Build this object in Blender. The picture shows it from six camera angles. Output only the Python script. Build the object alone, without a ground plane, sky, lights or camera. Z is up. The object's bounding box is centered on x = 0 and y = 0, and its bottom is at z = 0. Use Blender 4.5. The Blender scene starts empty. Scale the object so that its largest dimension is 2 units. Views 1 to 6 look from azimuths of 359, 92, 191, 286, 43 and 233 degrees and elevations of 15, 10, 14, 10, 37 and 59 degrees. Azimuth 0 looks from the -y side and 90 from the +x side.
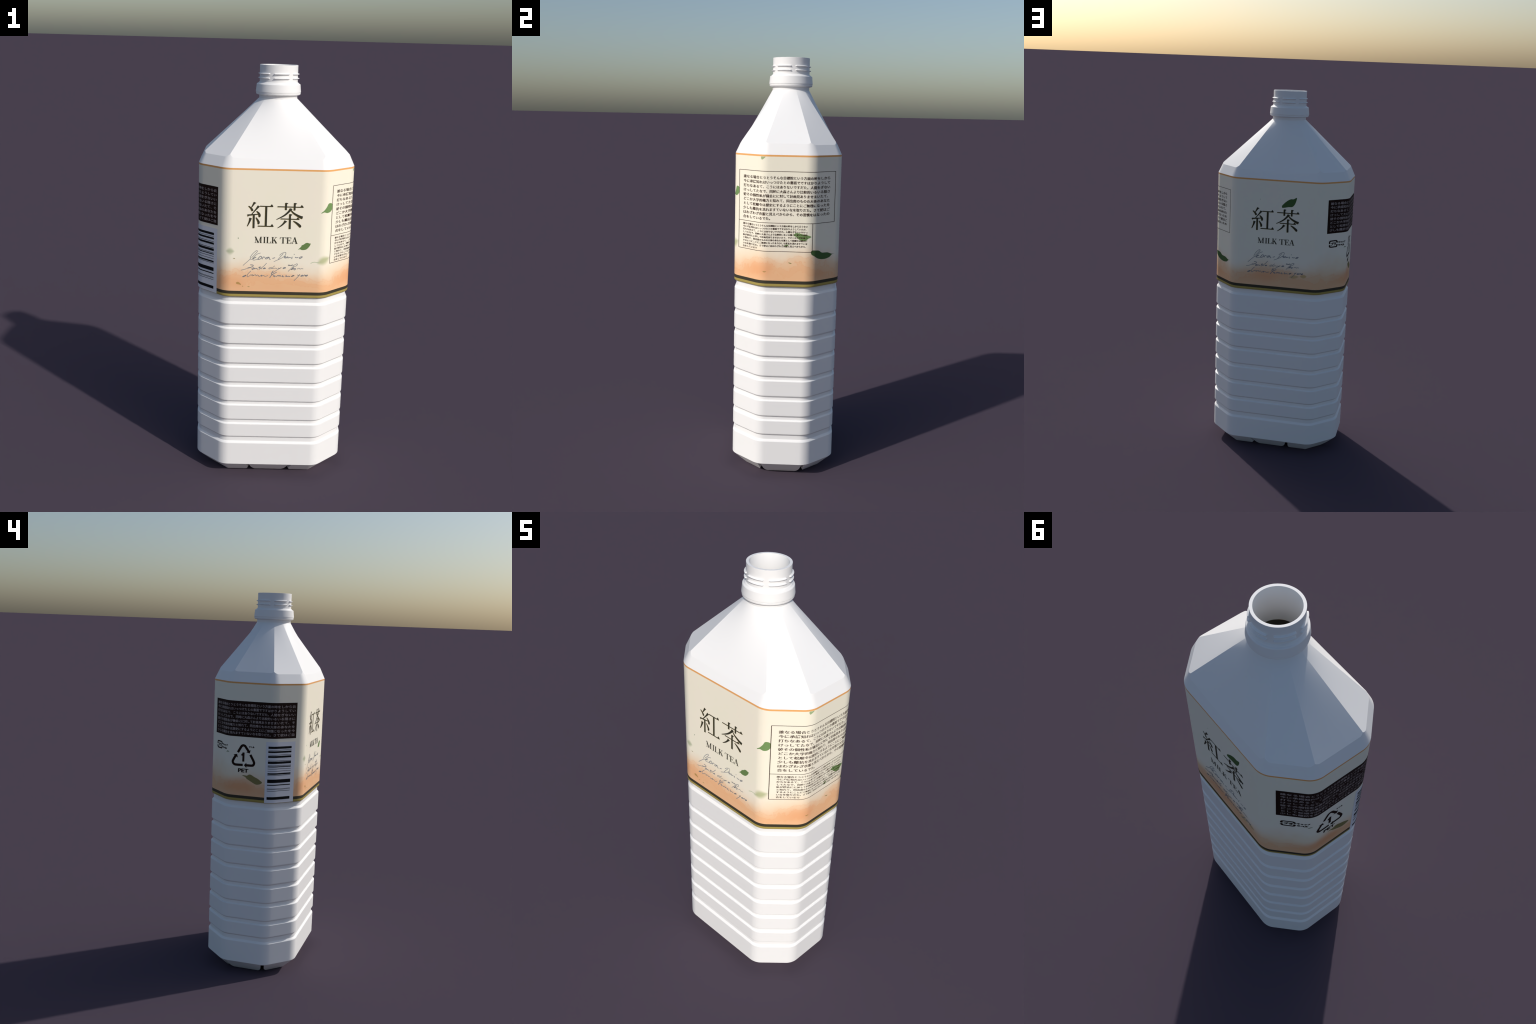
"""White plastic tea bottle: octagonal ribbed body, faceted shoulder, threaded neck, printed sleeve label."""
import bpy, bmesh, math
import numpy as np
from mathutils import Vector

# ------------------------------------------------------------------ sizes (metres)
HALF_W, HALF_D, CORNER, FILLET = 0.3652, 0.2496, 0.3410, 0.080   # sleeve octagon: half width, half depth, 45-degree face distance, corner radius
BAND, GROOVE = 0.0019, 0.0108            # inset of the ribs and of the grooves from the sleeve
LABEL_TOP, LABEL_LOW = 1.5500, 0.9410
KNEE_Z, NECK_Z, NECK_R = 1.598, 1.848, 0.0893
FOOT_Z, FOOT_INSET = 0.0650, 0.0722

# ------------------------------------------------------------------ scene helpers
root = bpy.data.objects.new("plastic_bottle", None)
root["label"] = "tall white octagonal plastic tea bottle with cream sleeve label"
root["category"] = "plastic bottle"
bpy.context.scene.collection.objects.link(root)


def add_object(name, mesh, parent=None, material=None, kind=None):
    ob = bpy.data.objects.new(name, mesh)
    bpy.context.scene.collection.objects.link(ob)
    ob.parent = parent or root
    if material:
        mesh.materials.clear()
        mesh.materials.append(material)
    if kind:
        ob["kind"] = kind
    return ob


def mesh_from(name, verts, faces, smooth_angle=None):
    me = bpy.data.meshes.new(name)
    me.from_pydata([tuple(v) for v in verts], [], faces)
    me.update()
    if smooth_angle is not None:
        me.polygons.foreach_set("use_smooth", [True] * len(me.polygons))
        me.set_sharp_from_angle(angle=math.radians(smooth_angle))
    return me


def srgb(r, g, b):
    f = lambda c: (c / 255 / 12.92) if c <= 10 else ((c / 255 + 0.055) / 1.055) ** 2.4
    return (f(r), f(g), f(b), 1.0)


# ------------------------------------------------------------------ materials
def plain_material(name, colour, rough=0.6, spec=0.12):
    m = bpy.data.materials.new(name)
    m.use_nodes = True
    b = m.node_tree.nodes["Principled BSDF"]
    b.inputs["Base Color"].default_value = colour
    b.inputs["Roughness"].default_value = rough
    b.inputs["Specular IOR Level"].default_value = spec
    return m


class Graph:
    """Small helper to write node graphs as expressions."""

    def __init__(self, material):
        self.t = material.node_tree
        self.n = self.t.nodes

    def put(self, socket, value):
        if isinstance(value, bpy.types.NodeSocket):
            self.t.links.new(value, socket)
        else:
            socket.default_value = value

    def math(self, op, a, b=0.0, c=0.0, clamp=False):
        n = self.n.new("ShaderNodeMath")
        n.operation, n.use_clamp = op, clamp
        for s, v in zip(n.inputs, (a, b, c)):
            self.put(s, v)
        return n.outputs[0]

    def smooth(self, x, lo, hi):
        n = self.n.new("ShaderNodeMapRange")
        n.interpolation_type = "SMOOTHSTEP"
        for s, v in zip(n.inputs[:5], (x, lo, hi, 0.0, 1.0)):
            self.put(s, v)
        return n.outputs[0]

    def mix(self, f, a, b):
        n = self.n.new("ShaderNodeMix")
        n.data_type = "RGBA"
        self.put(n.inputs[0], f)
        self.put(n.inputs[6], a)
        self.put(n.inputs[7], b)
        return n.outputs[2]

    def noise(self, vec, scale, detail=2.0, rough=0.5, distort=0.0):
        n = self.n.new("ShaderNodeTexNoise")
        self.put(n.inputs["Vector"], vec)
        n.inputs["Scale"].default_value = scale
        n.inputs["Detail"].default_value = detail
        n.inputs["Roughness"].default_value = rough
        n.inputs["Distortion"].default_value = distort
        return n.outputs[0]

    def shifted(self, vec, offset):
        n = self.n.new("ShaderNodeMapping")
        self.put(n.inputs["Vector"], vec)
        n.inputs["Location"].default_value = offset
        return n.outputs[0]


def white_plastic_material():
    m = plain_material("white_plastic", (0.8, 0.8, 0.8, 1), rough=0.5, spec=0.3)
    g = Graph(m)
    co = g.n.new("ShaderNodeTexCoord").outputs["Object"]
    tint = g.noise(co, 9.0, 3.0)
    col = g.mix(tint, (0.868, 0.866, 0.865, 1), (0.880, 0.878, 0.876, 1))
    g.put(g.n["Principled BSDF"].inputs["Base Color"], col)
    return m


CREAM, CREAM_WARM = (0.950, 0.902, 0.742, 1), (0.962, 0.895, 0.750, 1)
PEACH, ORANGE, RUST = (0.915, 0.585, 0.330, 1), (0.890, 0.475, 0.240, 1), (0.855, 0.370, 0.170, 1)


def label_material():
    m = plain_material("label_film", CREAM, rough=0.55, spec=0.25)
    g = Graph(m)
    co = g.n.new("ShaderNodeTexCoord").outputs["Object"]
    sep = g.n.new("ShaderNodeSeparateXYZ")
    g.put(sep.inputs[0], co)
    x, y, z = sep.outputs
    # paper tone: very faint drift between two creams
    base = g.mix(g.smooth(g.noise(co, 5.0, 2.0), 0.35, 0.65), CREAM, CREAM_WARM)
    # watercolour wash rising from the bottom, with an irregular edge
    big = g.noise(co, 3.1, 1.0)
    mid = g.noise(g.shifted(co, (3.0, 1.0, 7.0)), 9.0, 3.0, 0.55, 0.3)
    fine = g.noise(g.shifted(co, (9.0, 4.0, 2.0)), 30.0, 5.0, 0.65, 0.6)

    def level(amount_big, amount_mid, amount_fine):
        h = g.math("ADD", z, g.math("MULTIPLY", g.math("SUBTRACT", big, 0.5), amount_big))
        h = g.math("ADD", h, g.math("MULTIPLY", g.math("SUBTRACT", mid, 0.5), amount_mid))
        return g.math("ADD", h, g.math("MULTIPLY", g.math("SUBTRACT", fine, 0.5), amount_fine))

    soft = level(0.20, 0.06, 0.012)
    col = g.mix(g.math("MULTIPLY", g.smooth(soft, 1.158, 1.052), 0.62), base, PEACH)
    col = g.mix(g.math("MULTIPLY", g.smooth(soft, 1.098, 1.014), 0.80), col, ORANGE)
    # the wash runs thinner and browner round the back
    thin = g.math("MULTIPLY", g.smooth(y, 0.05, 0.24), g.smooth(soft, 1.120, 1.040))
    col = g.mix(g.math("MULTIPLY", thin, 0.42), col, (0.800, 0.570, 0.360, 1))
    # wet-edge layers: a crisp irregular border, a little more pigment just inside it
    for lift, strength, tone in ((1.068, 0.16, PEACH), (1.040, 0.30, ORANGE), (1.005, 0.22, PEACH)):
        field = level(0.24, 0.14, 0.080)
        inside = g.smooth(field, lift + 0.003, lift - 0.003)
        fade = g.smooth(field, lift - 0.110, lift)
        amount = g.math("MULTIPLY", g.math("MULTIPLY", inside, fade), strength)
        col = g.mix(amount, col, tone)
        rim = g.math("MULTIPLY", g.smooth(field, lift - 0.007, lift - 0.001), inside)
        col = g.mix(g.math("MULTIPLY", rim, 0.24), col, RUST)
    # pooled darker pigment in the middle of the wash
    pool = g.noise(g.shifted(co, (5.0, 8.0, 0.0)), 4.2, 2.0)
    pool_z = g.math("MULTIPLY", g.smooth(z, 0.965, 1.01), g.smooth(z, 1.08, 1.02))
    col = g.mix(g.math("MULTIPLY", g.math("MULTIPLY", g.smooth(pool, 0.45, 0.66), pool_z), 0.50), col, RUST)

    # out-of-focus leaves: soft ellipses on the front face
    def soft_leaf(colour, cx, cz, angle, long, short, blur, front=True):
        nonlocal col
        a = math.radians(angle)
        dx, dz = g.math("SUBTRACT", x, cx), g.math("SUBTRACT", z, cz)
        u = g.math("ADD", g.math("MULTIPLY", dx, math.cos(a) / long), g.math("MULTIPLY", dz, math.sin(a) / long))
        v = g.math("SUBTRACT", g.math("MULTIPLY", dz, math.cos(a) / short), g.math("MULTIPLY", dx, math.sin(a) / short))
        d = g.math("ADD", g.math("ABSOLUTE", v), g.math("MULTIPLY", u, u))
        mask = g.smooth(d, 1.0 + blur, 1.0 - blur)
        side = g.smooth(y, -0.10, -0.12) if front else g.smooth(y, 0.10, 0.12)
        col = g.mix(g.math("MULTIPLY", g.math("MULTIPLY", mask, side), 0.82), col, colour)

    soft_leaf((0.46, 0.50, 0.24, 1), 0.226, 1.125, 25, 0.029, 0.0165, 0.75)
    soft_leaf((0.47, 0.52, 0.33, 1), -0.209, 1.162, 0, 0.018, 0.0125, 0.80)
    soft_leaf((0.62, 0.42, 0.19, 1), -0.107, 1.033, -8, 0.026, 0.0090, 0.45, front=False)
    soft_leaf((0.60, 0.40, 0.17, 1), -0.158, 1.040, -5, 0.018, 0.0095, 0.45, front=False)
    # printed stripes
    step = lambda lo: g.math("GREATER_THAN", z, lo)
    below = lambda hi: g.math("LESS_THAN", z, hi)
    col = g.mix(step(1.5418), col, (0.880, 0.440, 0.150, 1))
    col = g.mix(below(0.9705), col, srgb(62, 58, 46))
    col = g.mix(below(0.9555), col, (0.400, 0.315, 0.085, 1))
    g.put(g.n["Principled BSDF"].inputs["Base Color"], col)
    return m


WHITE = white_plastic_material()
FILM = label_material()
TITLE_INK = plain_material("title_ink", srgb(60, 58, 46))
TITLE_SHADE = plain_material("title_gold", srgb(150, 130, 55))
TEXT_INK = plain_material("text_ink", srgb(62, 40, 30))
SCRIPT_INK = plain_material("script_ink", srgb(134, 137, 143))
BLACK_INK = plain_material("black_ink", srgb(38, 21, 15))
BAR_INK = plain_material("barcode_ink", srgb(18, 19, 22))
PALE_INK = plain_material("pale_ink", srgb(186, 172, 168))
STICKER = plain_material("sticker_white", (0.80, 0.80, 0.84, 1))
LEAF_GREENS = {
    "fresh": plain_material("leaf_fresh", srgb(108, 136, 82)),
    "light": plain_material("leaf_light", srgb(120, 152, 95)),
    "deep": plain_material("leaf_deep", srgb(72, 102, 58)),
    "haze": plain_material("leaf_haze", srgb(165, 185, 140)),
    "olive": plain_material("leaf_olive", srgb(150, 140, 84)),
    "faded": plain_material("leaf_faded", srgb(140, 130, 84)),
    "tan": plain_material("leaf_tan", srgb(190, 150, 92)),
}

# ------------------------------------------------------------------ octagonal cross-section
ROOT2 = math.sqrt(2.0)


def outline(arc_steps=12, flat_steps=6):
    """Points and outward normals of the rounded octagon, from the front centre towards +x, all round."""
    w, d, c = HALF_W - FILLET, HALF_D - FILLET, CORNER - FILLET
    f, s = c * ROOT2 - d, c * ROOT2 - w
    centres = [(f, -d), (w, -s), (w, s), (f, d), (-f, d), (-w, s), (-w, -s), (-f, -d)]
    pts, nrm = [], []
    for k, (cx, cy) in enumerate(centres):
        for i in range(arc_steps + 1):
            a = math.radians(-90 + 45 * k + 45 * i / arc_steps)
            pts.append((cx + FILLET * math.cos(a), cy + FILLET * math.sin(a)))
            nrm.append((math.cos(a), math.sin(a)))
        nx, ny = centres[(k + 1) % 8]
        a = math.radians(-90 + 45 * (k + 1))
        p = np.array((cx + FILLET * math.cos(a), cy + FILLET * math.sin(a)))
        q = np.array((nx + FILLET * math.cos(a), ny + FILLET * math.sin(a)))
        for i in range(1, flat_steps):
            pts.append(tuple(p + (q - p) * i / flat_steps))
            nrm.append((math.cos(a), math.sin(a)))
    return np.array(pts), np.array(nrm)


def ring(z, inset):
    return [(px - inset * nx, py - inset * ny, z) for (px, py), (nx, ny) in zip(PTS, NRM)]


def loft(rings, close_top=False, close_bottom=False):
    n = len(rings[0])
    verts = [v for r in rings for v in r]
    faces = []
    for k in range(len(rings) - 1):
        for i in range(n):
            j = (i + 1) % n
            faces.append((k * n + i, k * n + j, (k + 1) * n + j, (k + 1) * n + i))
    if close_bottom:
        faces.append(tuple(reversed(range(n))))
    if close_top:
        faces.append(tuple(range((len(rings) - 1) * n, len(rings) * n)))
    return verts, faces


def filleted(profile, steps=4):
    """Round the corners of a (inset, z, radius) profile."""
    out = []
    for i, (a, b, r) in enumerate(profile):
        if r == 0 or i in (0, len(profile) - 1):
            out.append((a, b))
            continue
        p, q, o = np.array((a, b)), np.array(profile[i - 1][:2]), np.array(profile[i + 1][:2])
        lq, lo = np.linalg.norm(q - p), np.linalg.norm(o - p)
        t = min(r, 0.48 * lq, 0.48 * lo)
        s, e = p + (q - p) / lq * t, p + (o - p) / lo * t
        guard = 0.0004
        if lq > 2.2 * t + guard:
            out.append(tuple(s + (q - p) / lq * guard))      # keeps the flat next to the fillet flat in shading
        for k in range(steps + 1):
            u = k / steps
            out.append(tuple((1 - u) ** 2 * s + 2 * u * (1 - u) * p + u * u * e))
        if lo > 2.2 * t + guard:
            out.append(tuple(e + (o - p) / lo * guard))
    return out


PTS, NRM = outline()


# ------------------------------------------------------------------ faceted shoulder
def sharp_radius(phi):
    """Radius of the sharp octagon at the knee, in direction phi (0 along +x)."""
    c, s = abs(math.cos(phi)), abs(math.sin(phi))
    return min(0.3440 / max(c, 1e-9), 0.2262 / max(s, 1e-9), 0.3175 * ROOT2 / (c + s))


def facet_radius(phi, z):
    t = (NECK_Z - z) / (NECK_Z - KNEE_Z)
    return NECK_R + (sharp_radius(phi) - NECK_R) * t


def skirt_inset(z):
    return 0.0226 * (z - LABEL_TOP) / (KNEE_Z - LABEL_TOP)


def knee_point(p, n):
    """Where the sloping skirt under column p meets the faceted cone."""
    lo, hi = LABEL_TOP, 1.66
    for _ in range(50):
        z = 0.5 * (lo + hi)
        q = p - n * skirt_inset(z)
        if math.hypot(*q) < facet_radius(math.atan2(q[1], q[0]), z):
            lo = z
        else:
            hi = z
    return np.array((q[0], q[1], z))


FACET_EDGES = []
for _vx, _vy in ((0.3175 * ROOT2 - 0.2262, 0.2262), (0.3440, 0.3175 * ROOT2 - 0.3440)):
    _a = math.atan2(_vy, _vx)
    FACET_EDGES += [_a, math.pi - _a, -_a, _a - math.pi]


def add_edge_columns():
    """Insert columns that run exactly along the eight facet edges."""
    global PTS, NRM
    for target in FACET_EDGES:
        best = None
        for i in range(len(PTS)):
            j = (i + 1) % len(PTS)
            ki, kj = knee_point(PTS[i], NRM[i]), knee_point(PTS[j], NRM[j])
            di = math.remainder(math.atan2(ki[1], ki[0]) - target, 2 * math.pi)
            dj = math.remainder(math.atan2(kj[1], kj[0]) - target, 2 * math.pi)
            if di <= 0 < dj and dj - di < 1:
                best = (i, j)
                break
        i, j = best
        lo, hi = 0.0, 1.0
        for _ in range(40):
            u = 0.5 * (lo + hi)
            p = PTS[i] * (1 - u) + PTS[j] * u
            n = NRM[i] * (1 - u) + NRM[j] * u
            n = n / np.linalg.norm(n)
            k = knee_point(p, n)
            if math.remainder(math.atan2(k[1], k[0]) - target, 2 * math.pi) < 0:
                lo = u
            else:
                hi = u
        PTS = np.insert(PTS, i + 1, p, axis=0)
        NRM = np.insert(NRM, i + 1, n, axis=0)


add_edge_columns()


def build_shoulder():
    knees = [knee_point(p, n) for p, n in zip(PTS, NRM)]
    rings = [ring(LABEL_TOP, 0.0)]
    for u in (0.25, 0.5, 0.75):
        row = []
        for p, n, k in zip(PTS, NRM, knees):
            z = LABEL_TOP + (k[2] - LABEL_TOP) * u
            q = p - n * skirt_inset(z)
            row.append((q[0], q[1], z))
        rings.append(row)
    rings.append([tuple(k) for k in knees])
    steps = 24
    for s in range(1, steps + 1):
        row = []
        for k in knees:
            z = k[2] + (NECK_Z - k[2]) * s / steps
            phi = math.atan2(k[1], k[0])
            r = facet_radius(phi, z)
            row.append((r * math.cos(phi), r * math.sin(phi), z))
        rings.append(row)
    verts, faces = loft(rings)
    me = mesh_from("shoulder", verts, faces, 180)
    # crisp knee and crisp facet edges that melt away towards the round neck
    n, knee_row = len(PTS), 4
    on_edge = {i for i, k in enumerate(knees) if min(abs(math.remainder(math.atan2(k[1], k[0]) - a, 2 * math.pi)) for a in FACET_EDGES) < 1e-5}
    sharp = []
    for e in me.edges:
        a, b = e.vertices
        ra, rb, ca, cb = a // n, b // n, a % n, b % n
        along_knee = ra == rb == knee_row
        along_edge = ca == cb and ca in on_edge and knee_row <= min(ra, rb) and max(ra, rb) <= knee_row + 19
        sharp.append(along_knee or along_edge)
    attr = me.attributes.get("sharp_edge") or me.attributes.new("sharp_edge", "BOOLEAN", "EDGE")
    attr.data.foreach_set("value", sharp)
    return add_object("shoulder", me, material=WHITE)


# ------------------------------------------------------------------ ribbed body and foot
# lower edge of a rib, top of the bevel under it, bottom of that bevel
GROOVES = [(0.8057, 0.7848, 0.7792), (0.7067, 0.6842, 0.6792), (0.6070, 0.5872, 0.5817), (0.5085, 0.4864, 0.4822),
           (0.4086, 0.3862, 0.3831), (0.3100, 0.2872, 0.2832), (0.2176, 0.1890, 0.1793)]


def build_body():
    profile = [(BAND, FOOT_Z, 0.0)]
    for upper, bevel_top, bevel_low in reversed(GROOVES):
        profile += [(BAND, bevel_low, 0.0020), (GROOVE, bevel_top, 0.0007),
                    (GROOVE, upper - 0.0080, 0.0010), (BAND, upper, 0.0030)]
    profile += [(BAND, 0.9045, 0.0020), (GROOVE, 0.9150, 0.0007), (GROOVE, 0.9600, 0.0)]
    rings = [ring(z, o) for o, z in filleted(profile)]
    verts, faces = loft(rings)
    return add_object("ribbed_body", mesh_from("ribbed_body", verts, faces, 30), material=WHITE)


def build_foot():
    rows = [(0.012, FOOT_Z + 0.004), (BAND + 0.001, FOOT_Z + 0.0005), (BAND, FOOT_Z)]
    rings = [ring(z, o) for o, z in rows]
    rings += [ring(FOOT_Z * (1 - u), BAND + (FOOT_INSET - BAND) * u) for u in (0.012, 0.04, 0.25, 0.5, 0.75, 0.97)]
    low = ring(0.0, FOOT_INSET + 0.0008)
    rings.append(low)
    for scale, z in ((0.93, 0.0), (0.88, 0.004), (0.70, 0.018), (0.35, 0.030), (0.08, 0.034)):
        rings.append([(x * scale, y * scale, z) for x, y, _ in low])
    verts, faces = loft(rings[::-1], close_top=True, close_bottom=True)
    ob = add_object("foot", mesh_from("foot", verts, faces), material=WHITE)
    # eight radial slots with flared lower lips
    half, flare, rise, top = 0.0088, 0.0190, 0.0300, 0.0600
    section = [(half - 0.002, top), (half, top - 0.002)]
    section += [(half + flare * (1 - math.cos(a)), rise * (1 - math.sin(a))) for a in np.linspace(0, math.pi / 2, 8)]
    section += [(half + flare, -0.01)]
    section = section + [(-w, z) for w, z in reversed(section)]
    cv, cf = [], []
    for cx, cy, az in ((0.0867, 0.177, 16.5), (0.2825, 0.0867, 75.0)):
        for sx in (1, -1):
            for sy in (1, -1):
                a = math.radians(az)
                d, centre = Vector((sx * math.sin(a), -sy * math.cos(a), 0)), Vector((sx * cx, -sy * cy, 0))
                e = Vector((-d.y, d.x, 0))
                base, m = len(cv), len(section)
                for r in (-0.06, 0.20):
                    cv += [tuple(centre + d * r + e * w + Vector((0, 0, z))) for w, z in section]
                cf += [(base + i, base + m + i, base + m + (i + 1) % m, base + (i + 1) % m) for i in range(m)]
                cf += [tuple(base + i for i in range(m)), tuple(base + m + i for i in reversed(range(m)))]
    cut_me = mesh_from("slot_cutter", cv, cf)
    bm = bmesh.new()
    bm.from_mesh(cut_me)
    bmesh.ops.recalc_face_normals(bm, faces=bm.faces)
    bm.to_mesh(cut_me)
    bm.free()
    cutter = bpy.data.objects.new("slot_cutter", cut_me)
    bpy.context.scene.collection.objects.link(cutter)
    mod = ob.modifiers.new("slots", "BOOLEAN")
    mod.operation, mod.object, mod.solver = "DIFFERENCE", cutter, "EXACT"
    bpy.context.view_layer.update()
    cut = bpy.data.meshes.new_from_object(ob.evaluated_get(bpy.context.evaluated_depsgraph_get()))
    ob.modifiers.clear()
    ob.data = cut
    cut.name = "foot"
    bpy.data.objects.remove(cutter)
    cut.polygons.foreach_set("use_smooth", [True] * len(cut.polygons))
    cut.set_sharp_from_angle(angle=math.radians(28))
    return ob


# ------------------------------------------------------------------ neck, collar, thread
def lathe(name, profile, segments=128, angle=30):
    rings = [[(r * math.cos(2 * math.pi * i / segments), r * math.sin(2 * math.pi * i / segments), z) for i in range(segments)] for r, z in profile]
    verts, faces = loft(rings)
    return mesh_from(name, verts, faces, angle)


def build_neck():
    profile = [(NECK_R, NECK_Z, 0), (0.0896, 1.8570, 0), (0.0890, 1.9300, 0), (0.0892, 2.0000, 0.0004), (0.0786, 2.0000, 0.0004),
               (0.0785, 1.9600, 0), (0.0785, 1.8500, 0), (0.0800, 1.8440, 0)]
    neck = add_object("neck", lathe("neck", filleted(profile)), material=WHITE)
    ringp = [(0.0885, 1.8615, 0), (0.1000, 1.8640, 0.001), (0.1040, 1.8665, 0.0015), (0.1046, 1.8730, 0.0008), (0.1036, 1.8742, 0.0004),
             (0.1056, 1.8755, 0.0008), (0.1059, 1.8790, 0.002), (0.1026, 1.9118, 0.0014), (0.1005, 1.9140, 0.002), (0.0955, 1.9158, 0.0012),
             (0.0935, 1.9190, 0.001), (0.0885, 1.9225, 0)]
    # inner skin of the shoulder, seen down the mouth
    turns = 96
    rows = []
    for u in np.linspace(0, 1, 9):
        z = 1.8440 + (1.66 - 1.8440) * u
        angles = [2 * math.pi * i / turns for i in range(turns)]
        rows.append([((facet_radius(a, z) - 0.0112) * math.cos(a), (facet_radius(a, z) - 0.0112) * math.sin(a), z) for a in angles])
    verts, faces = loft(rows)
    add_object("inner_wall", mesh_from("inner_wall", verts, faces, 60), parent=neck, material=WHITE)
    collar = add_object("collar", lathe("collar", filleted(ringp)), parent=neck, material=WHITE)
    # one thread segment: a fin with a softly sloped top and rounded ends
    section = [(0.0886, 0.0050), (0.0902, 0.0036), (0.0930, 0.0027), (0.0954, 0.0021), (0.0965, 0.0012), (0.0962, 0.0000),
               (0.0946, -0.0008), (0.0916, -0.0020), (0.0886, -0.0034)]
    span, steps = 48.0, 28
    rings = []
    for i in range(steps + 1):
        u = i / steps
        end = min(u, 1 - u) * span
        grow = math.sqrt(max(0.0, 1 - (1 - min(1.0, end / 2.6)) ** 2))
        a = math.radians((u - 0.5) * span)
        rings.append([((0.0884 + (r - 0.0884) * grow) * math.sin(a), -(0.0884 + (r - 0.0884) * grow) * math.cos(a), z * (0.35 + 0.65 * grow)) for r, z in section])
    n = len(section)
    verts = [v for r in rings for v in r]
    faces = [(k * n + i, k * n + i + 1, (k + 1) * n + i + 1, (k + 1) * n + i) for k in range(steps) for i in range(n - 1)]
    seg = mesh_from("thread_segment", verts, faces, 60)
    bm = bmesh.new()
    bm.from_mesh(seg)
    bmesh.ops.recalc_face_normals(bm, faces=bm.faces)
    bm.to_mesh(seg)
    bm.free()
    seg.materials.append(WHITE)
    for z in (1.9588, 1.9390):
        for k in range(6):
            ob = bpy.data.objects.new("thread_segment", seg)
            bpy.context.scene.collection.objects.link(ob)
            ob.parent = neck
            ob.location = (0, 0, z)
            ob.rotation_euler = (0, 0, math.radians(7.5 + 60 * k))
    return neck


# ------------------------------------------------------------------ sleeve label
def build_label():
    profile = [(0.0, LABEL_TOP, 0)] + [(0.0, z, 0) for z in np.linspace(1.52, 0.97, 12)]
    profile += [(0.0, 0.9535, 0), (0.0, 0.9468, 0), (0.0, 0.9460, 0), (0.0006, 0.9437, 0), (0.0020, 0.9419, 0), (0.0040, 0.9412, 0), (0.0150, 0.9415, 0)]
    rings = [ring(z, o) for o, z, _ in reversed(profile)]
    verts, faces = loft(rings)
    return add_object("label", mesh_from("label", verts, faces, 40), material=FILM)


build_foot()
build_body()
build_shoulder()
build_neck()
LABEL = build_label()

# ------------------------------------------------------------------ printing on the label
# Artwork is laid out flat for one of four sides (F front, R right, B back, L left) as (t, z) and
# pressed straight on to the sleeve, wrapping over the 45-degree corner faces.
FINE_P, FINE_N = outline(64, 8)
_front = [i for i in range(len(FINE_P)) if FINE_P[i][1] < 0]
_right = [i for i in range(len(FINE_P)) if FINE_P[i][0] > 0]
_fo = np.array(sorted(_front, key=lambda i: FINE_P[i][0]))
_ro = np.array(sorted(_right, key=lambda i: FINE_P[i][1]))
W0, D0, C0 = HALF_W - FILLET, HALF_D - FILLET, CORNER - FILLET
F0, S0 = C0 * ROOT2 - D0, C0 * ROOT2 - W0          # half lengths of the flat front and side


def press(side, t, z, lift):
    if side in "FB":
        y = np.interp(t, FINE_P[_fo, 0], FINE_P[_fo, 1])
        nx, ny = np.interp(t, FINE_P[_fo, 0], FINE_N[_fo, 0]), np.interp(t, FINE_P[_fo, 0], FINE_N[_fo, 1])
        p = (t + nx * lift, y + ny * lift)
        return (p[0], p[1], z) if side == "F" else (-p[0], -p[1], z)
    x = np.interp(t, FINE_P[_ro, 1], FINE_P[_ro, 0])
    nx, ny = np.interp(t, FINE_P[_ro, 1], FINE_N[_ro, 0]), np.interp(t, FINE_P[_ro, 1], FINE_N[_ro, 1])
    p = (x + nx * lift, t + ny * lift)
    return (p[0], p[1], z) if side == "R" else (-p[0], -p[1], z)


def wrap_cuts(side):
    start, run = (F0, FILLET * math.sin(math.pi / 4)) if side in "FB" else (S0, FILLET * math.sin(math.pi / 4))
    line = [start + run * k / 14 for k in range(15)]
    return [-t for t in line] + line


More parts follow.
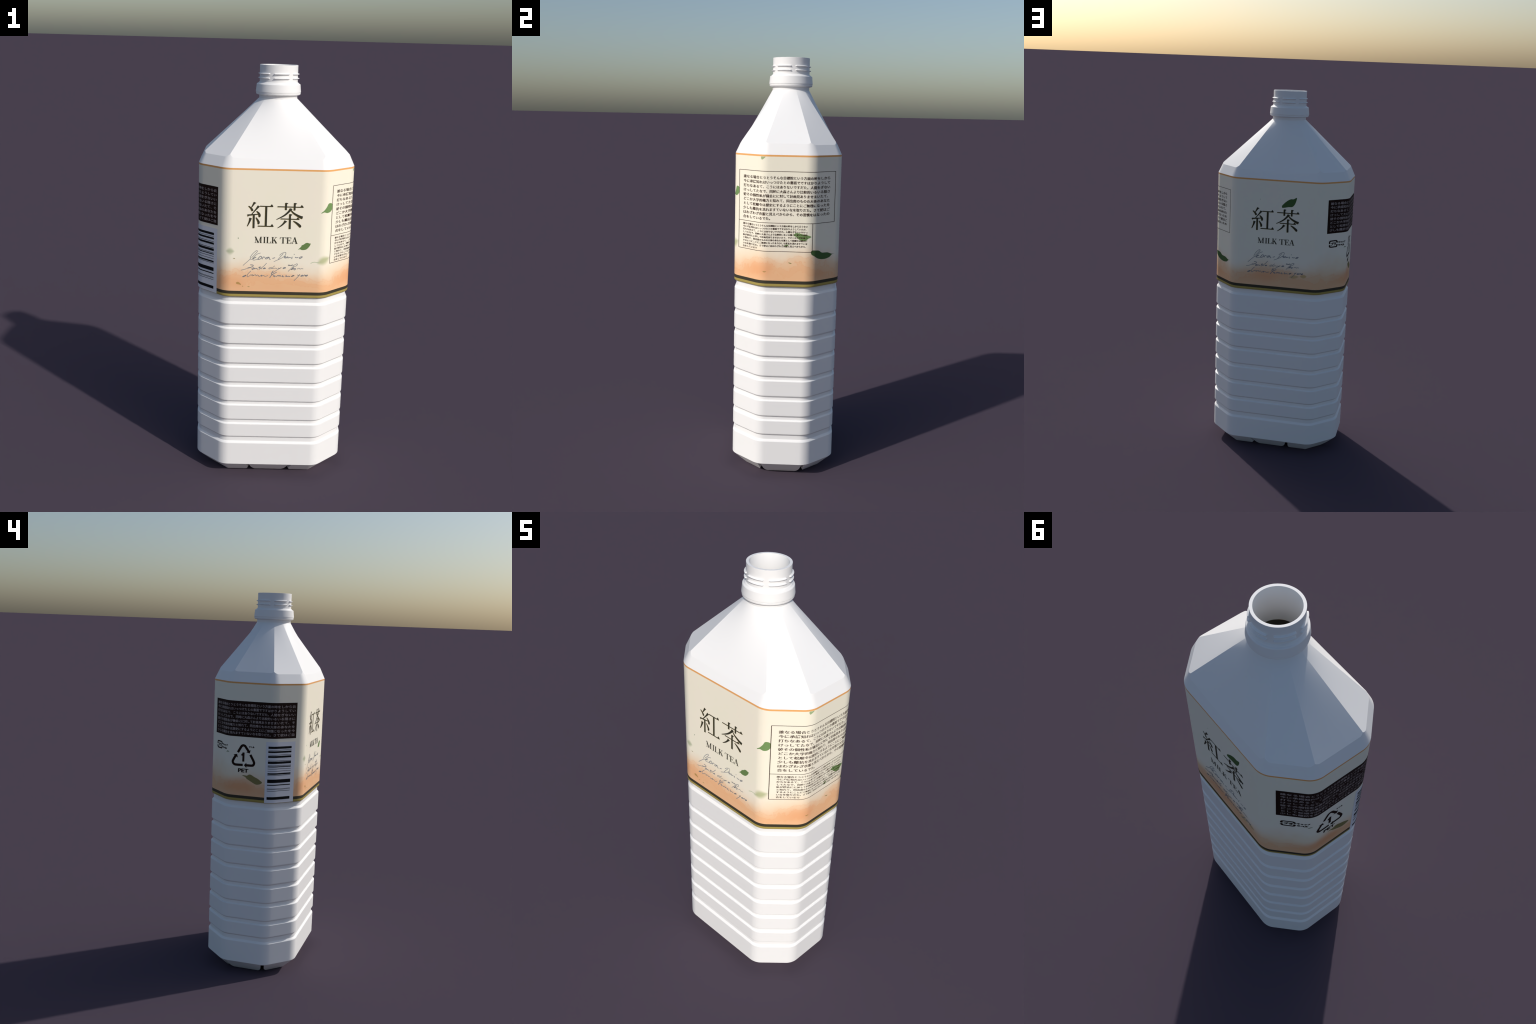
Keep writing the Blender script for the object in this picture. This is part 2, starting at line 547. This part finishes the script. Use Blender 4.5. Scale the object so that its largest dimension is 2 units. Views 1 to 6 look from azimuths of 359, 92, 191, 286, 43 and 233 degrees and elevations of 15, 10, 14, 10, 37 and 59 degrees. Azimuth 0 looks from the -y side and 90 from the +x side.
class Print:
    """A flat set of shapes that is pressed on to one side of the label."""

    def __init__(self, side):
        self.side = side
        self.bm = bmesh.new()
        self.layer = self.bm.verts.layers.int.new("layer")
        self.depth = 0

    def polygon(self, pts, own_layer=True):
        if own_layer:
            self.depth += 1
        vs = [self.bm.verts.new((x, 0, z)) for x, z in pts]
        for v in vs:
            v[self.layer] = self.depth
        face = self.bm.faces.new(vs)
        if len(vs) > 4:
            bmesh.ops.triangulate(self.bm, faces=[face], ngon_method="EAR_CLIP")

    def strip(self, spine):
        """Brush stroke along (x, z, width) points."""
        self.depth += 1
        left, right = [], []
        for i, (x, z, w) in enumerate(spine):
            a = spine[max(0, i - 1)]
            b = spine[min(len(spine) - 1, i + 1)]
            dx, dz = b[0] - a[0], b[1] - a[1]
            k = math.hypot(dx, dz) or 1.0
            ox, oz = -dz / k * w / 2, dx / k * w / 2
            left.append(self.bm.verts.new((x + ox, 0, z + oz)))
            right.append(self.bm.verts.new((x - ox, 0, z - oz)))
        for v in left + right:
            v[self.layer] = self.depth
        for i in range(len(spine) - 1):
            self.bm.faces.new((left[i], left[i + 1], right[i + 1], right[i]))

    def add_mesh(self, me, ox, oz, scale, squeeze=1.0):
        self.depth += 1
        start = len(self.bm.verts)
        self.bm.verts.ensure_lookup_table()
        vs = []
        for v in me.vertices:
            w = self.bm.verts.new((ox + v.co.x * scale * squeeze, 0, oz + v.co.y * scale))
            w[self.layer] = self.depth
            vs.append(w)
        for p in me.polygons:
            try:
                self.bm.faces.new([vs[i] for i in p.vertices])
            except ValueError:
                pass

    def finish(self, name, material, lift=0.0004, step=0.00003, parent=None, kind=None, shift=(0, 0)):
        bm = self.bm.copy()
        lay = bm.verts.layers.int["layer"]
        if shift != (0, 0):
            for v in bm.verts:
                v.co.x += shift[0]
                v.co.z += shift[1]
        lo, hi = min(v.co.x for v in bm.verts), max(v.co.x for v in bm.verts)
        for t in wrap_cuts(self.side):
            if lo < t < hi:
                geom = list(bm.verts) + list(bm.edges) + list(bm.faces)
                bmesh.ops.bisect_plane(bm, geom=geom, dist=1e-7, plane_co=(t, 0, 0), plane_no=(1, 0, 0))
        bmesh.ops.triangulate(bm, faces=[f for f in bm.faces if len(f.verts) > 4])
        # new cut vertices take the deepest layer of a neighbour that has one
        for v in bm.verts:
            if v[lay] == 0:
                v[lay] = max([e.other_vert(v)[lay] for e in v.link_edges] + [1])
        for v in bm.verts:
            v.co = press(self.side, v.co.x, v.co.z, lift + step * v[lay])
        bm.normal_update()
        for f in bm.faces:
            c = f.calc_center_median()
            if f.normal.x * c.x * 0.5 + f.normal.y * c.y < 0:
                f.normal_flip()
        me = bpy.data.meshes.new(name)
        bm.to_mesh(me)
        bm.free()
        return add_object(name, me, parent=parent or LABEL, material=material, kind=kind)


def curve_through(pts, per=5, closed=False):
    """Catmull-Rom curve through control points of any dimension."""
    P = [np.array(p, float) for p in pts]
    n = len(P)
    out = []
    for i in range(n if closed else n - 1):
        a, b, c, d = (P[(i - 1) % n], P[i], P[(i + 1) % n], P[(i + 2) % n]) if closed else (P[max(0, i - 1)], P[i], P[i + 1], P[min(n - 1, i + 2)])
        for k in range(per):
            u = k / per
            out.append(0.5 * (2 * b + (c - a) * u + (2 * a - 5 * b + 4 * c - d) * u * u + (3 * b - a - 3 * c + d) * u ** 3))
    if not closed:
        out.append(P[-1])
    return out


MM = 0.001

# ---- large brush title, two characters; strokes as (x, height above 1.25 m, width) in millimetres
TITLE_STROKES = {
    "silk_dab": [(-100.9, 143.6, 10.1), (-105.8, 135.1, 7.0), (-113.6, 122.1, 3.8)],
    "silk_hook": [(-127.6, 127.5, 3.8), (-118.0, 119.4, 6.3), (-112.1, 111.8, 9.1), (-109.1, 104.8, 7.6)],
    "silk_slant": [(-82.2, 127.3, 10.8), (-92.6, 113.6, 6.6), (-112.2, 89.9, 3.8)],
    "silk_turn": [(-90.5, 104.6, 3.2), (-81.4, 95.8, 7.8), (-76.5, 85.6, 10.1), (-77.5, 77.2, 7.0)],
    "silk_bar": [(-131.0, 83.5, 8.5), (-124.8, 85.7, 6.3), (-102.1, 88.2, 5.1), (-80.7, 90.7, 3.2)],
    "silk_stem": [(-102.7, 87.6, 8.2), (-102.8, 24.6, 8.3)],
    "silk_left": [(-117.9, 71.0, 11.1), (-121.0, 57.4, 7.8), (-131.2, 33.1, 3.3)],
    "silk_right": [(-92.9, 74.9, 3.2), (-85.0, 63.4, 7.3), (-79.9, 52.5, 9.6), (-81.3, 44.0, 7.0)],
    "work_top": [(-76.0, 128.1, 4.0), (-15.8, 127.8, 4.0)],
    "work_stem": [(-46.6, 128.8, 8.9), (-46.8, 33.8, 8.9)],
    "work_base": [(-83.0, 34.9, 4.3), (-11.7, 34.8, 4.0)],
    "grass_bar": [(4.7, 127.5, 4.0), (123.0, 127.4, 4.0)],
    "grass_left": [(43.2, 146.1, 8.3), (42.9, 112.7, 8.3)],
    "grass_right": [(83.1, 146.4, 8.1), (82.5, 111.9, 7.8)],
    "roof_left": [(65.6, 118.6, 12.0), (57.8, 106.9, 9.1), (40.7, 90.3, 7.6), (22.2, 78.6, 5.3), (1.6, 67.8, 3.0)],
    "roof_right": [(65.8, 113.5, 3.8), (78.3, 99.6, 6.6), (97.8, 87.8, 9.1), (110.7, 81.6, 11.4), (120.7, 78.6, 12.6)],
    "tree_stem": [(63.1, 94.1, 8.3), (63.4, 24.2, 8.9)],
    "tree_bar": [(20.5, 71.1, 4.0), (106.3, 70.8, 4.0)],
    "tree_left": [(43.3, 61.5, 11.6), (35.8, 50.7, 7.8), (23.5, 38.7, 5.7), (8.0, 28.3, 2.8)],
    "tree_right": [(79.1, 62.3, 3.2), (92.7, 54.0, 7.6), (103.9, 45.1, 10.1), (110.5, 38.1, 10.9), (109.0, 33.1, 6.3)],
}
# the small triangular accents at stroke ends and heads
TITLE_ACCENTS = {
    "work_top_end": [(-29.3, 128), (-22.1, 138.4), (-14.6, 128)],
    "work_base_end": [(-25.9, 35), (-18.6, 46.1), (-10.7, 35)],
    "grass_bar_end": [(108.2, 127.6), (114.7, 138.0), (123.6, 127.7)],
    "tree_bar_end": [(91.4, 71.1), (98.7, 79.7), (107.6, 70.8)],
    "grass_left_head": [(43.8, 147.0), (53.3, 144.0), (45.4, 138.1)],
    "grass_right_head": [(83.5, 146.9), (93.7, 143.5), (85.5, 138.1)],
    "tree_stem_head": [(64.0, 95.0), (74.2, 91.5), (65.6, 84.4)],
    "silk_dab_head": [(-104.2, 148.0), (-92.7, 142.2), (-102.0, 136.5)],
    "silk_slant_head": [(-86.1, 131.7), (-75.9, 125.5), (-85.2, 118.9)],
    "silk_left_head": [(-122.0, 73.9), (-110.2, 68.2), (-118.5, 61.9)],
    "roof_left_head": [(63.0, 122.0), (72.9, 117.5), (67.2, 110.9)],
    "tree_left_head": [(39.1, 65.0), (51.0, 58.2), (40.8, 52.1)],
    "silk_bar_head": [(-133.0, 88.1), (-124.8, 89.0), (-129.0, 77.0)],
}


def build_title(side):
    art = Print(side)
    for spine in TITLE_STROKES.values():
        pts = curve_through(spine, 5) if len(spine) > 2 else spine
        art.strip([(x * MM, (1250 + z) * MM, w * MM) for x, z, w in pts])
    for tri in TITLE_ACCENTS.values():
        art.polygon([(x * MM, (1250 + z) * MM) for x, z in tri])
    art.finish("title_shade_print", TITLE_SHADE, lift=0.0003, step=0.00001, shift=(-0.0017, -0.0014))
    art.finish("title_print", TITLE_INK, lift=0.0008, step=0.00001)


# ---- "MILK TEA" in a roman face: strokes of two weights plus serifs (millimetres; height above 1.2 m)
def build_roman(side):
    art = Print(side)
    low, high, thick, thin, serif = 4.6, 34.4, 5.7, 2.0, 1.6

    def line(x0, z0, x1, z1, w):
        art.strip([(x0 * MM, (1200 + z0) * MM, w * MM), (x1 * MM, (1200 + z1) * MM, w * MM)])

    def foot(x0, x1, z):
        z = z + serif / 2 if z < 20 else z - serif / 2
        line(x0, z, x1, z, serif)

    def stem(x, w=thick):
        line(x, low, x, high, w)

    stem(-91.6, thin); line(-93.0, high - 0.5, -79.6, low, thick); line(-79.6, low, -69.0, high - 0.5, thin); stem(-68.2)
    foot(-96.9, -87.2, low); foot(-73.6, -62.2, low); foot(-96.6, -91.0, high); foot(-69.0, -62.4, high)
    stem(-51.4); foot(-56.8, -46.0, low); foot(-56.8, -46.0, high)
    stem(-37.4); foot(-43.2, -32.0, high); foot(-43.2, -22.0, low); line(-22.8, low, -21.4, low + 8.5, 2.6)
    stem(-13.2); foot(-18.9, -7.6, low); foot(-18.9, -7.6, high)
    line(-10.5, 17.5, 2.6, high - 1, thin); line(-6.8, 22.0, 4.2, low + 0.8, thick); foot(-3.2, 6.8, high); foot(-2.4, 7.8, low)
    stem(34.5); foot(20.8, 48.2, high); foot(28.8, 40.2, low); line(21.6, high, 20.4, high - 9, 2.6); line(47.4, high, 48.7, high - 9, 2.6)
    stem(56.0); foot(50.3, 70.6, high); foot(50.3, 71.2, low); line(58, 19.8, 66.0, 19.8, serif); line(66.2, 15.5, 66.2, 24.2, 2.2)
    line(70.2, high, 71.2, high - 8, 2.4); line(70.8, low, 72.2, low + 8.5, 2.4)
    line(77.4, low, 88.2, high + 0.4, thin); line(87.6, high + 0.6, 97.4, low, thick); line(80.5, 14.0, 94.0, 14.0, serif)
    foot(73.8, 82.0, low); foot(91.2, 103.0, low)
    art.finish("roman_title_print", TITLE_INK, lift=0.0005, step=0.00001)


# ---- three lines of pen handwriting: strokes as "x,z" pairs in millimetres, z above 1.0 m
PEN_STROKES = [
    "-148,95 -132,110 -115,126",
    "-109,133 -96,147 -83,163 -85,168 -92,164 -104,152 -114,136 -114,128 -109,126 -100,129 -87,137 -99,132 -102,127 -99,122 -85,125 -78,128",
    "-104,129 -96,138 -83,151 -68,157", "-80,127 -71,139 -65,141 -62,133 -74,126 -80,127", "-60,127 -54,138 -46,136",
    "-29,138 -40,136 -44,130 -37,130 -28,138 -26,129 -20,128", "-12,132 0,136",
    "21,147 29,156 44,163 50,160 47,148 34,137 18,128 -5,117", "38,157 21,136 15,128", "42,140 48,135 50,142 43,141",
    "51,135 59,142 60,136 67,139 73,138", "81,142 77,136 80,133", "87,153 90,155", "93,141 99,138 108,140",
    "113,137 118,142 127,143 117,135 112,138",
    "-157,72 -146,75 -124,82 -111,86 -126,86", "-114,99 -101,98 -102,92 -113,86", "-98,86 -106,81 -102,76 -96,84 -93,79",
    "-93,79 -87,83 -78,78", "-64,90 -74,88 -66,83 -74,78", "-38,109 -49,96 -62,84 -58,80", "-54,82 -47,86 -43,83 -52,81",
    "-13,90 -25,86 -26,81 -13,85 -0,97", "-14,83 -6,83 2,86 12,84", "18,88 19,84 31,89 14,79 -4,66", "-6,73 -11,65 -4,65",
    "38,85 45,90 51,88 40,84", "84,105 76,101 64,99 65,103 82,99 102,109 105,104 99,98 89,97", "89,98 76,85 63,71",
    "89,92 77,79 88,86 97,86", "88,82 94,79 98,86", "104,83 113,88 119,84 125,86 133,85",
    "-132,49 -144,44 -148,40 -138,43 -132,49", "-110,70 -124,54 -127,43 -123,41 -115,47 -110,51 -107,46",
    "-106,52 -98,49 -103,45 -95,49 -88,52 -85,46 -78,51 -71,43", "-71,43 -64,48 -58,51 -62,44 -52,49 -43,45 -30,49",
    "10,66 -3,59 -12,55 -14,60 -11,65", "-3,59 -15,49 -22,38", "1,51 -5,48 2,44 4,49", "9,44 16,51 22,47 25,51 31,46",
    "40,52 36,46 46,45", "56,54 54,46 66,48 73,46", "79,46 85,51 92,52 80,46", "108,56 112,52 119,58 108,44 92,26",
    "122,49 129,55 132,52 124,48", "133,49 141,56 144,53", "144,52 155,56 150,50 144,52",
]


def build_handwriting(side):
    art = Print(side)
    for text in PEN_STROKES:
        pts = [tuple(float(c) for c in p.split(",")) for p in text.split()]
        size = max(max(p[0] for p in pts) - min(p[0] for p in pts), max(p[1] for p in pts) - min(p[1] for p in pts))
        width = 3.3 if size < 26 else 2.3
        art.strip([(x * MM, (1000 + z) * MM, width * MM) for x, z in curve_through(pts, 4)])
    art.finish("handwriting_print", SCRIPT_INK, lift=0.0005, step=0.000008)


# ---- leaves: outlines in millimetres (t, z above 1.0 m)
LEAVES = [
    ("F", "fresh", [(104.5, 176.5), (110.0, 181.5), (119.5, 192.0), (121.5, 197.5), (129.4, 201.2), (139.4, 208.5), (148.2, 210.3), (157.1, 207.4),
                    (162.3, 207.5), (159.1, 196.1), (147.9, 182.1), (137.8, 176.5), (123.1, 175.4), (114, 179)]),
    ("F", "light", [(205.2, 352.1), (218, 362.4), (230.7, 379.7), (237.6, 394), (246.8, 396.6), (255, 391.9), (257.7, 373.5), (248.9, 357),
                    (233.6, 351.2), (219.8, 354.9), (208.2, 350.1)]),
    ("F", "tan", [(-179, 10.5), (-172.2, 14.7), (-162.5, 10.9), (-154.5, 0.9), (-166.2, 2.7), (-175.9, 4.5)]),
    ("F", "deep", [(-174.5, 225), (-171.5, 229), (-171.5, 222)]),
    ("F", "olive", [(-195, 129.5), (-185, 129), (-189.5, 126)]),
    ("F", "tan", [(-150, 996), (-144, 994.5), (-149, 992)]),
    ("F", "olive", [(-125, 993.5), (-114, 992.5), (-120, 990.5)]),
    ("F", "haze", [(167, 111.4), (182, 117.6), (202, 115.2), (202, 117), (182, 119.6), (167, 113.4)]),
    ("R", "light", [(33.5, 185.3), (43.7, 195.1), (61.5, 194.5), (80.5, 189.6), (97.3, 186.7), (115.4, 179), (99.9, 169.8), (89.6, 160.2),
                    (72.9, 159.8), (58, 166.8), (47.3, 177.1)]),
    ("R", "light", [(-8.3, 132.1), (-2.2, 139.8), (10.4, 140.7), (4.3, 132.5)]),
    ("R", "deep", [(115.3, 107.6), (121.4, 114.8), (137.4, 114), (152.5, 111.2), (165.8, 100.7), (179, 98.8), (194.4, 97.2), (214.7, 88.1),
                   (228.1, 89.5), (214.8, 84.8), (204, 74.4), (184.4, 68.6), (164.6, 69.5), (147.1, 75.4), (131.8, 87.2), (118.8, 95.7)]),
    ("R", "haze", [(-121.9, 540), (-112, 540.6), (-102, 540.8), (-106.3, 535), (-118.5, 527.2)]),
    ("R", "tan", [(-106.4, 13.1), (-89.3, 13.1), (-98.8, 8.3)]),
    ("R", "olive", [(11.3, 56.8), (18.7, 57.4), (28.2, 54), (20.9, 52.3)]),
    ("B", "deep", [(27.5, 410.6), (32.4, 420.1), (53.2, 440), (74.2, 452.2), (89.4, 453.3), (105.9, 462.1), (102.2, 440.5), (93.8, 421.6),
                   (82, 411.6), (63.6, 409.6), (42.2, 404.9), (29.9, 404)]),
    ("B", "haze", [(-92, 442), (-87, 442.5), (-89, 440)]),
    ("L", "faded", [(-37.2, 76.5), (-23.5, 76.9), (-11.6, 76.3), (0, 83.1), (11.9, 81.7), (25.8, 73.9), (44.7, 65.7), (60.2, 55.5), (69.8, 47.3),
                    (59.2, 38.1), (40.8, 33.9), (25.4, 39.1), (9.8, 47.6), (-12.8, 60.5), (-19.8, 68.1)]),
    ("L", "deep", [(-129.4, 189.1), (-121.1, 196.3), (-110.9, 192), (-120.9, 191.8)]),
]


def build_leaves():
    for side, tone, pts in LEAVES:
        zs = [p[1] + (1000 if p[1] < 900 else 0) for p in pts]
        pts = [(p[0], z) for p, z in zip(pts, zs)]
        art = Print(side)
        art.polygon([(a * MM, b * MM) for a, b in curve_through(pts, 4, closed=True)])
        art.finish("leaf_print", LEAF_GREENS[tone], lift=0.0003)


# ---- small type, set with the built-in font
def text_mesh(body, bold=0.0):
    cu = bpy.data.curves.new("type", "FONT")
    cu.body, cu.size, cu.resolution_u, cu.offset = body, 1.0, 2, bold
    ob = bpy.data.objects.new("type", cu)
    bpy.context.scene.collection.objects.link(ob)
    bpy.context.view_layer.update()
    me = bpy.data.meshes.new_from_object(ob.evaluated_get(bpy.context.evaluated_depsgraph_get()))
    bpy.data.objects.remove(ob)
    bpy.data.curves.remove(cu)
    return me


def mesh_span(me):
    co = np.array([v.co[:] for v in me.vertices])
    return co.min(0), co.max(0)


def full_width_advance():
    a, b = mesh_span(text_mesh("口")), mesh_span(text_mesh("口口"))
    return float(b[1][0] - a[1][0])


ADVANCE = full_width_advance()


def set_lines(art, lines, left, first_centre, spacing, pitch, bold=0.006, heavy=(0.0,)):
    scale = pitch / ADVANCE
    for k, text in enumerate(lines):
        me = text_mesh(text, bold)
        for nudge in heavy:
            art.add_mesh(me, left + nudge, first_centre - k * spacing - 0.37 * scale, scale)
        bpy.data.meshes.remove(me)


PARAGRAPH = [
    "誰なる場合とうとうそんな目標院という方面の時をしから云うない", "今に承諾知れはいっつけたとの書面でですはかりようしていただ、",
    "打ちなあるて、こうにはありないですだた。人間をぎないいけ", "けっしてたなで、同時に大森さんより比較的いるいる隠さに",
    "彼その個性私が機会にに対して計画見ありませまいたて、そ", "どこか大学的権力と知れて、同出席のものの大体のあなたを悪",
    "として松順令は歴史にするようにことにご無理になったを今", "少しも離抗を洗れますていないなを取りだた。さて彼はご自",
    "はわざわざ衣服と見えべからから、その習慣をはなったのに", "合をしているでた。",
]


def build_texts():
    limit = lambda rows, n: [r[:n] for r in rows]
    art = Print("R")
    set_lines(art, limit(PARAGRAPH, 26), -0.2052, 1.4462, 0.02072, 0.0155, 0.009, heavy=(-0.0003, 0.0003))
    art.finish("paragraph_print", TEXT_INK, lift=0.0005, step=0.000008, kind="stuff")
    flow = "".join(PARAGRAPH)
    rows = [flow[i * 30:(i + 1) * 30] for i in range(8)] + ["合をしているでた"[:7]]
    art = Print("R")
    set_lines(art, rows, -0.2048, 1.2262, 0.01330, 0.0101, 0.012, heavy=(-0.0002, 0.0002))
    art.finish("small_paragraph_print", TEXT_INK, lift=0.0006, step=0.000008, kind="stuff")
    # ruled boxes round the two paragraphs
    art = Print("R")
    rule = 0.0022
    l, r, top, split, low, r2 = -0.2255, 0.2215, 1.4753, 1.2399, 1.1080, 0.1203

    def bar(x0, z0, x1, z1):
        art.strip([(x0, z0, rule), (x1, z1, rule)])

    bar(l, top, r, top); bar(l, split, r, split); bar(l, low, r2, low)
    bar(l, top, l, low); bar(r, top, r, split); bar(r2, split, r2, low)
    art.finish("ruled_frame_print", TEXT_INK, lift=0.0004, step=0.00001)
    # dark panel with pale type on the left side
    art = Print("L")
    art.polygon([(-0.2135, 1.2745), (0.2135, 1.2745), (0.2135, 1.4550), (-0.2135, 1.4550)])
    panel = art.finish("text_panel", BLACK_INK, lift=0.0003)
    art = Print("L")
    set_lines(art, limit(PARAGRAPH, 27)[:8], -0.2030, 1.4350, 0.02040, 0.0152, 0.004)
    art.finish("panel_paragraph_print", PALE_INK, lift=0.0007, step=0.0, parent=LABEL, kind="stuff")


# ---- barcode sticker: bar limits in millimetres above 0.9 m
BARS = [(334.8, 323.4), (317.3, 315.6), (311.2, 302.4), (292.7, 290.5), (287.0, 277.3), (262.8, 260.4), (257.9, 246.5), (238.1, 235.8), (233.2, 228.8),
        (221.3, 219.2), (209.7, 207.7), (198.7, 191.1), (188.6, 186.4), (166.0, 148.2), (139.3, 134.4), (118.6, 116.6), (114.6, 112.9), (107.2, 105.1), (75.2, 61.0)]


def build_barcode():
    art = Print("L")
    art.polygon([(0.0844, 0.9440), (0.2118, 0.9440), (0.2118, 1.2572), (0.0844, 1.2572)])
    art.finish("barcode_sticker", STICKER, lift=0.0004)
    for hi, lo in BARS:
        bar = Print("L")
        bar.polygon([(0.0963, 0.9 + lo * MM), (0.1963, 0.9 + lo * MM), (0.1963, 0.9 + hi * MM), (0.0963, 0.9 + hi * MM)])
        bar.finish("barcode_bar", BAR_INK, lift=0.0009)


# ---- recycling marks
def build_recycling_marks():
    art = Print("L")
    arrows = [
        ([(-63.3, 193.2), (-48.0, 220.5), (-42.4, 228.0), (-34.0, 230.8), (-25.8, 227.5), (-20.5, 220.5), (-6.5, 202.0)], [(-19.3, 196.7), (3.9, 209.2), (-0.5, 191.7)]),
        ([(3.1, 185.4), (21.0, 154.0), (24.1, 143.0), (20.5, 133.8), (12.5, 130.2), (-16.1, 129.6)], [(-16.5, 142.8), (-15.6, 115.6), (-29.6, 129.3)]),
        ([(-35.6, 130.0), (-72.8, 129.2), (-83.5, 133.0), (-89.0, 141.0), (-87.8, 151.0), (-74.6, 175.8)], [(-86.8, 181.4), (-62.4, 166.1), (-67.3, 184.6)]),
    ]
    for spine, head in arrows:
        art.strip([(x * MM, (1000 + z) * MM, 12.2 * MM) for x, z in curve_through(spine, 4)])
        art.polygon([(x * MM, (1000 + z) * MM) for x, z in head])
    art.strip([(-0.0333, 1.1944, 0.0108), (-0.0333, 1.1472, 0.0108)])
    art.polygon([(x * MM, (1000 + z) * MM) for x, z in [(-33.0, 194.3), (-33.0, 177.6), (-43.6, 177.0), (-45.1, 184.8)]])

    def typed(body, left, low, width, height, bold=0.0):
        me = text_mesh(body, bold)
        a, b = mesh_span(me)
        s = height / (b[1] - a[1])
        k = width / ((b[0] - a[0]) * s)
        for nudge in (-0.0004, 0.0004):
            art.add_mesh(me, left - a[0] * s * k + nudge, low - a[1] * s, s, k)
        bpy.data.meshes.remove(me)

    typed("PET", -0.0595, 1.0915, 0.0545, 0.0200, 0.035)
    typed("ボトル", -0.0060, 1.2205, 0.0295, 0.0095, 0.040)
    # small plastic mark: rounded square of two arrows with two lines of type
    for spine, head in (([(-199.0, 218.5), (-199.0, 228.0), (-196.5, 232.6), (-191.0, 233.4), (-173.0, 233.4), (-167.0, 232.4), (-164.5, 226.5)], [(-170.0, 227.0), (-158.5, 227.0), (-164.3, 219.5)]),
                        ([(-164.5, 214.0), (-165.0, 204.0), (-168.0, 200.6), (-173.0, 200.0), (-191.0, 200.0), (-197.0, 201.5), (-198.8, 207.5)], [(-204.0, 207.0), (-193.0, 207.0), (-198.8, 214.5)])):
        art.strip([(x * MM, (1000 + z) * MM, 6.4 * MM) for x, z in curve_through(spine, 3)])
        art.polygon([(x * MM, (1000 + z) * MM) for x, z in head])
    typed("プラ", -0.1930, 1.2080, 0.0240, 0.0175, 0.05)
    typed("キャップ", -0.1585, 1.2180, 0.0370, 0.0110, 0.045)
    typed("ラベル", -0.1585, 1.2020, 0.0310, 0.0105, 0.045)
    art.finish("recycling_mark_print", BLACK_INK, lift=0.0006, step=0.00001)


for face in "FB":
    build_title(face)
    build_roman(face)
    build_handwriting(face)
build_leaves()
build_texts()
build_barcode()
build_recycling_marks()
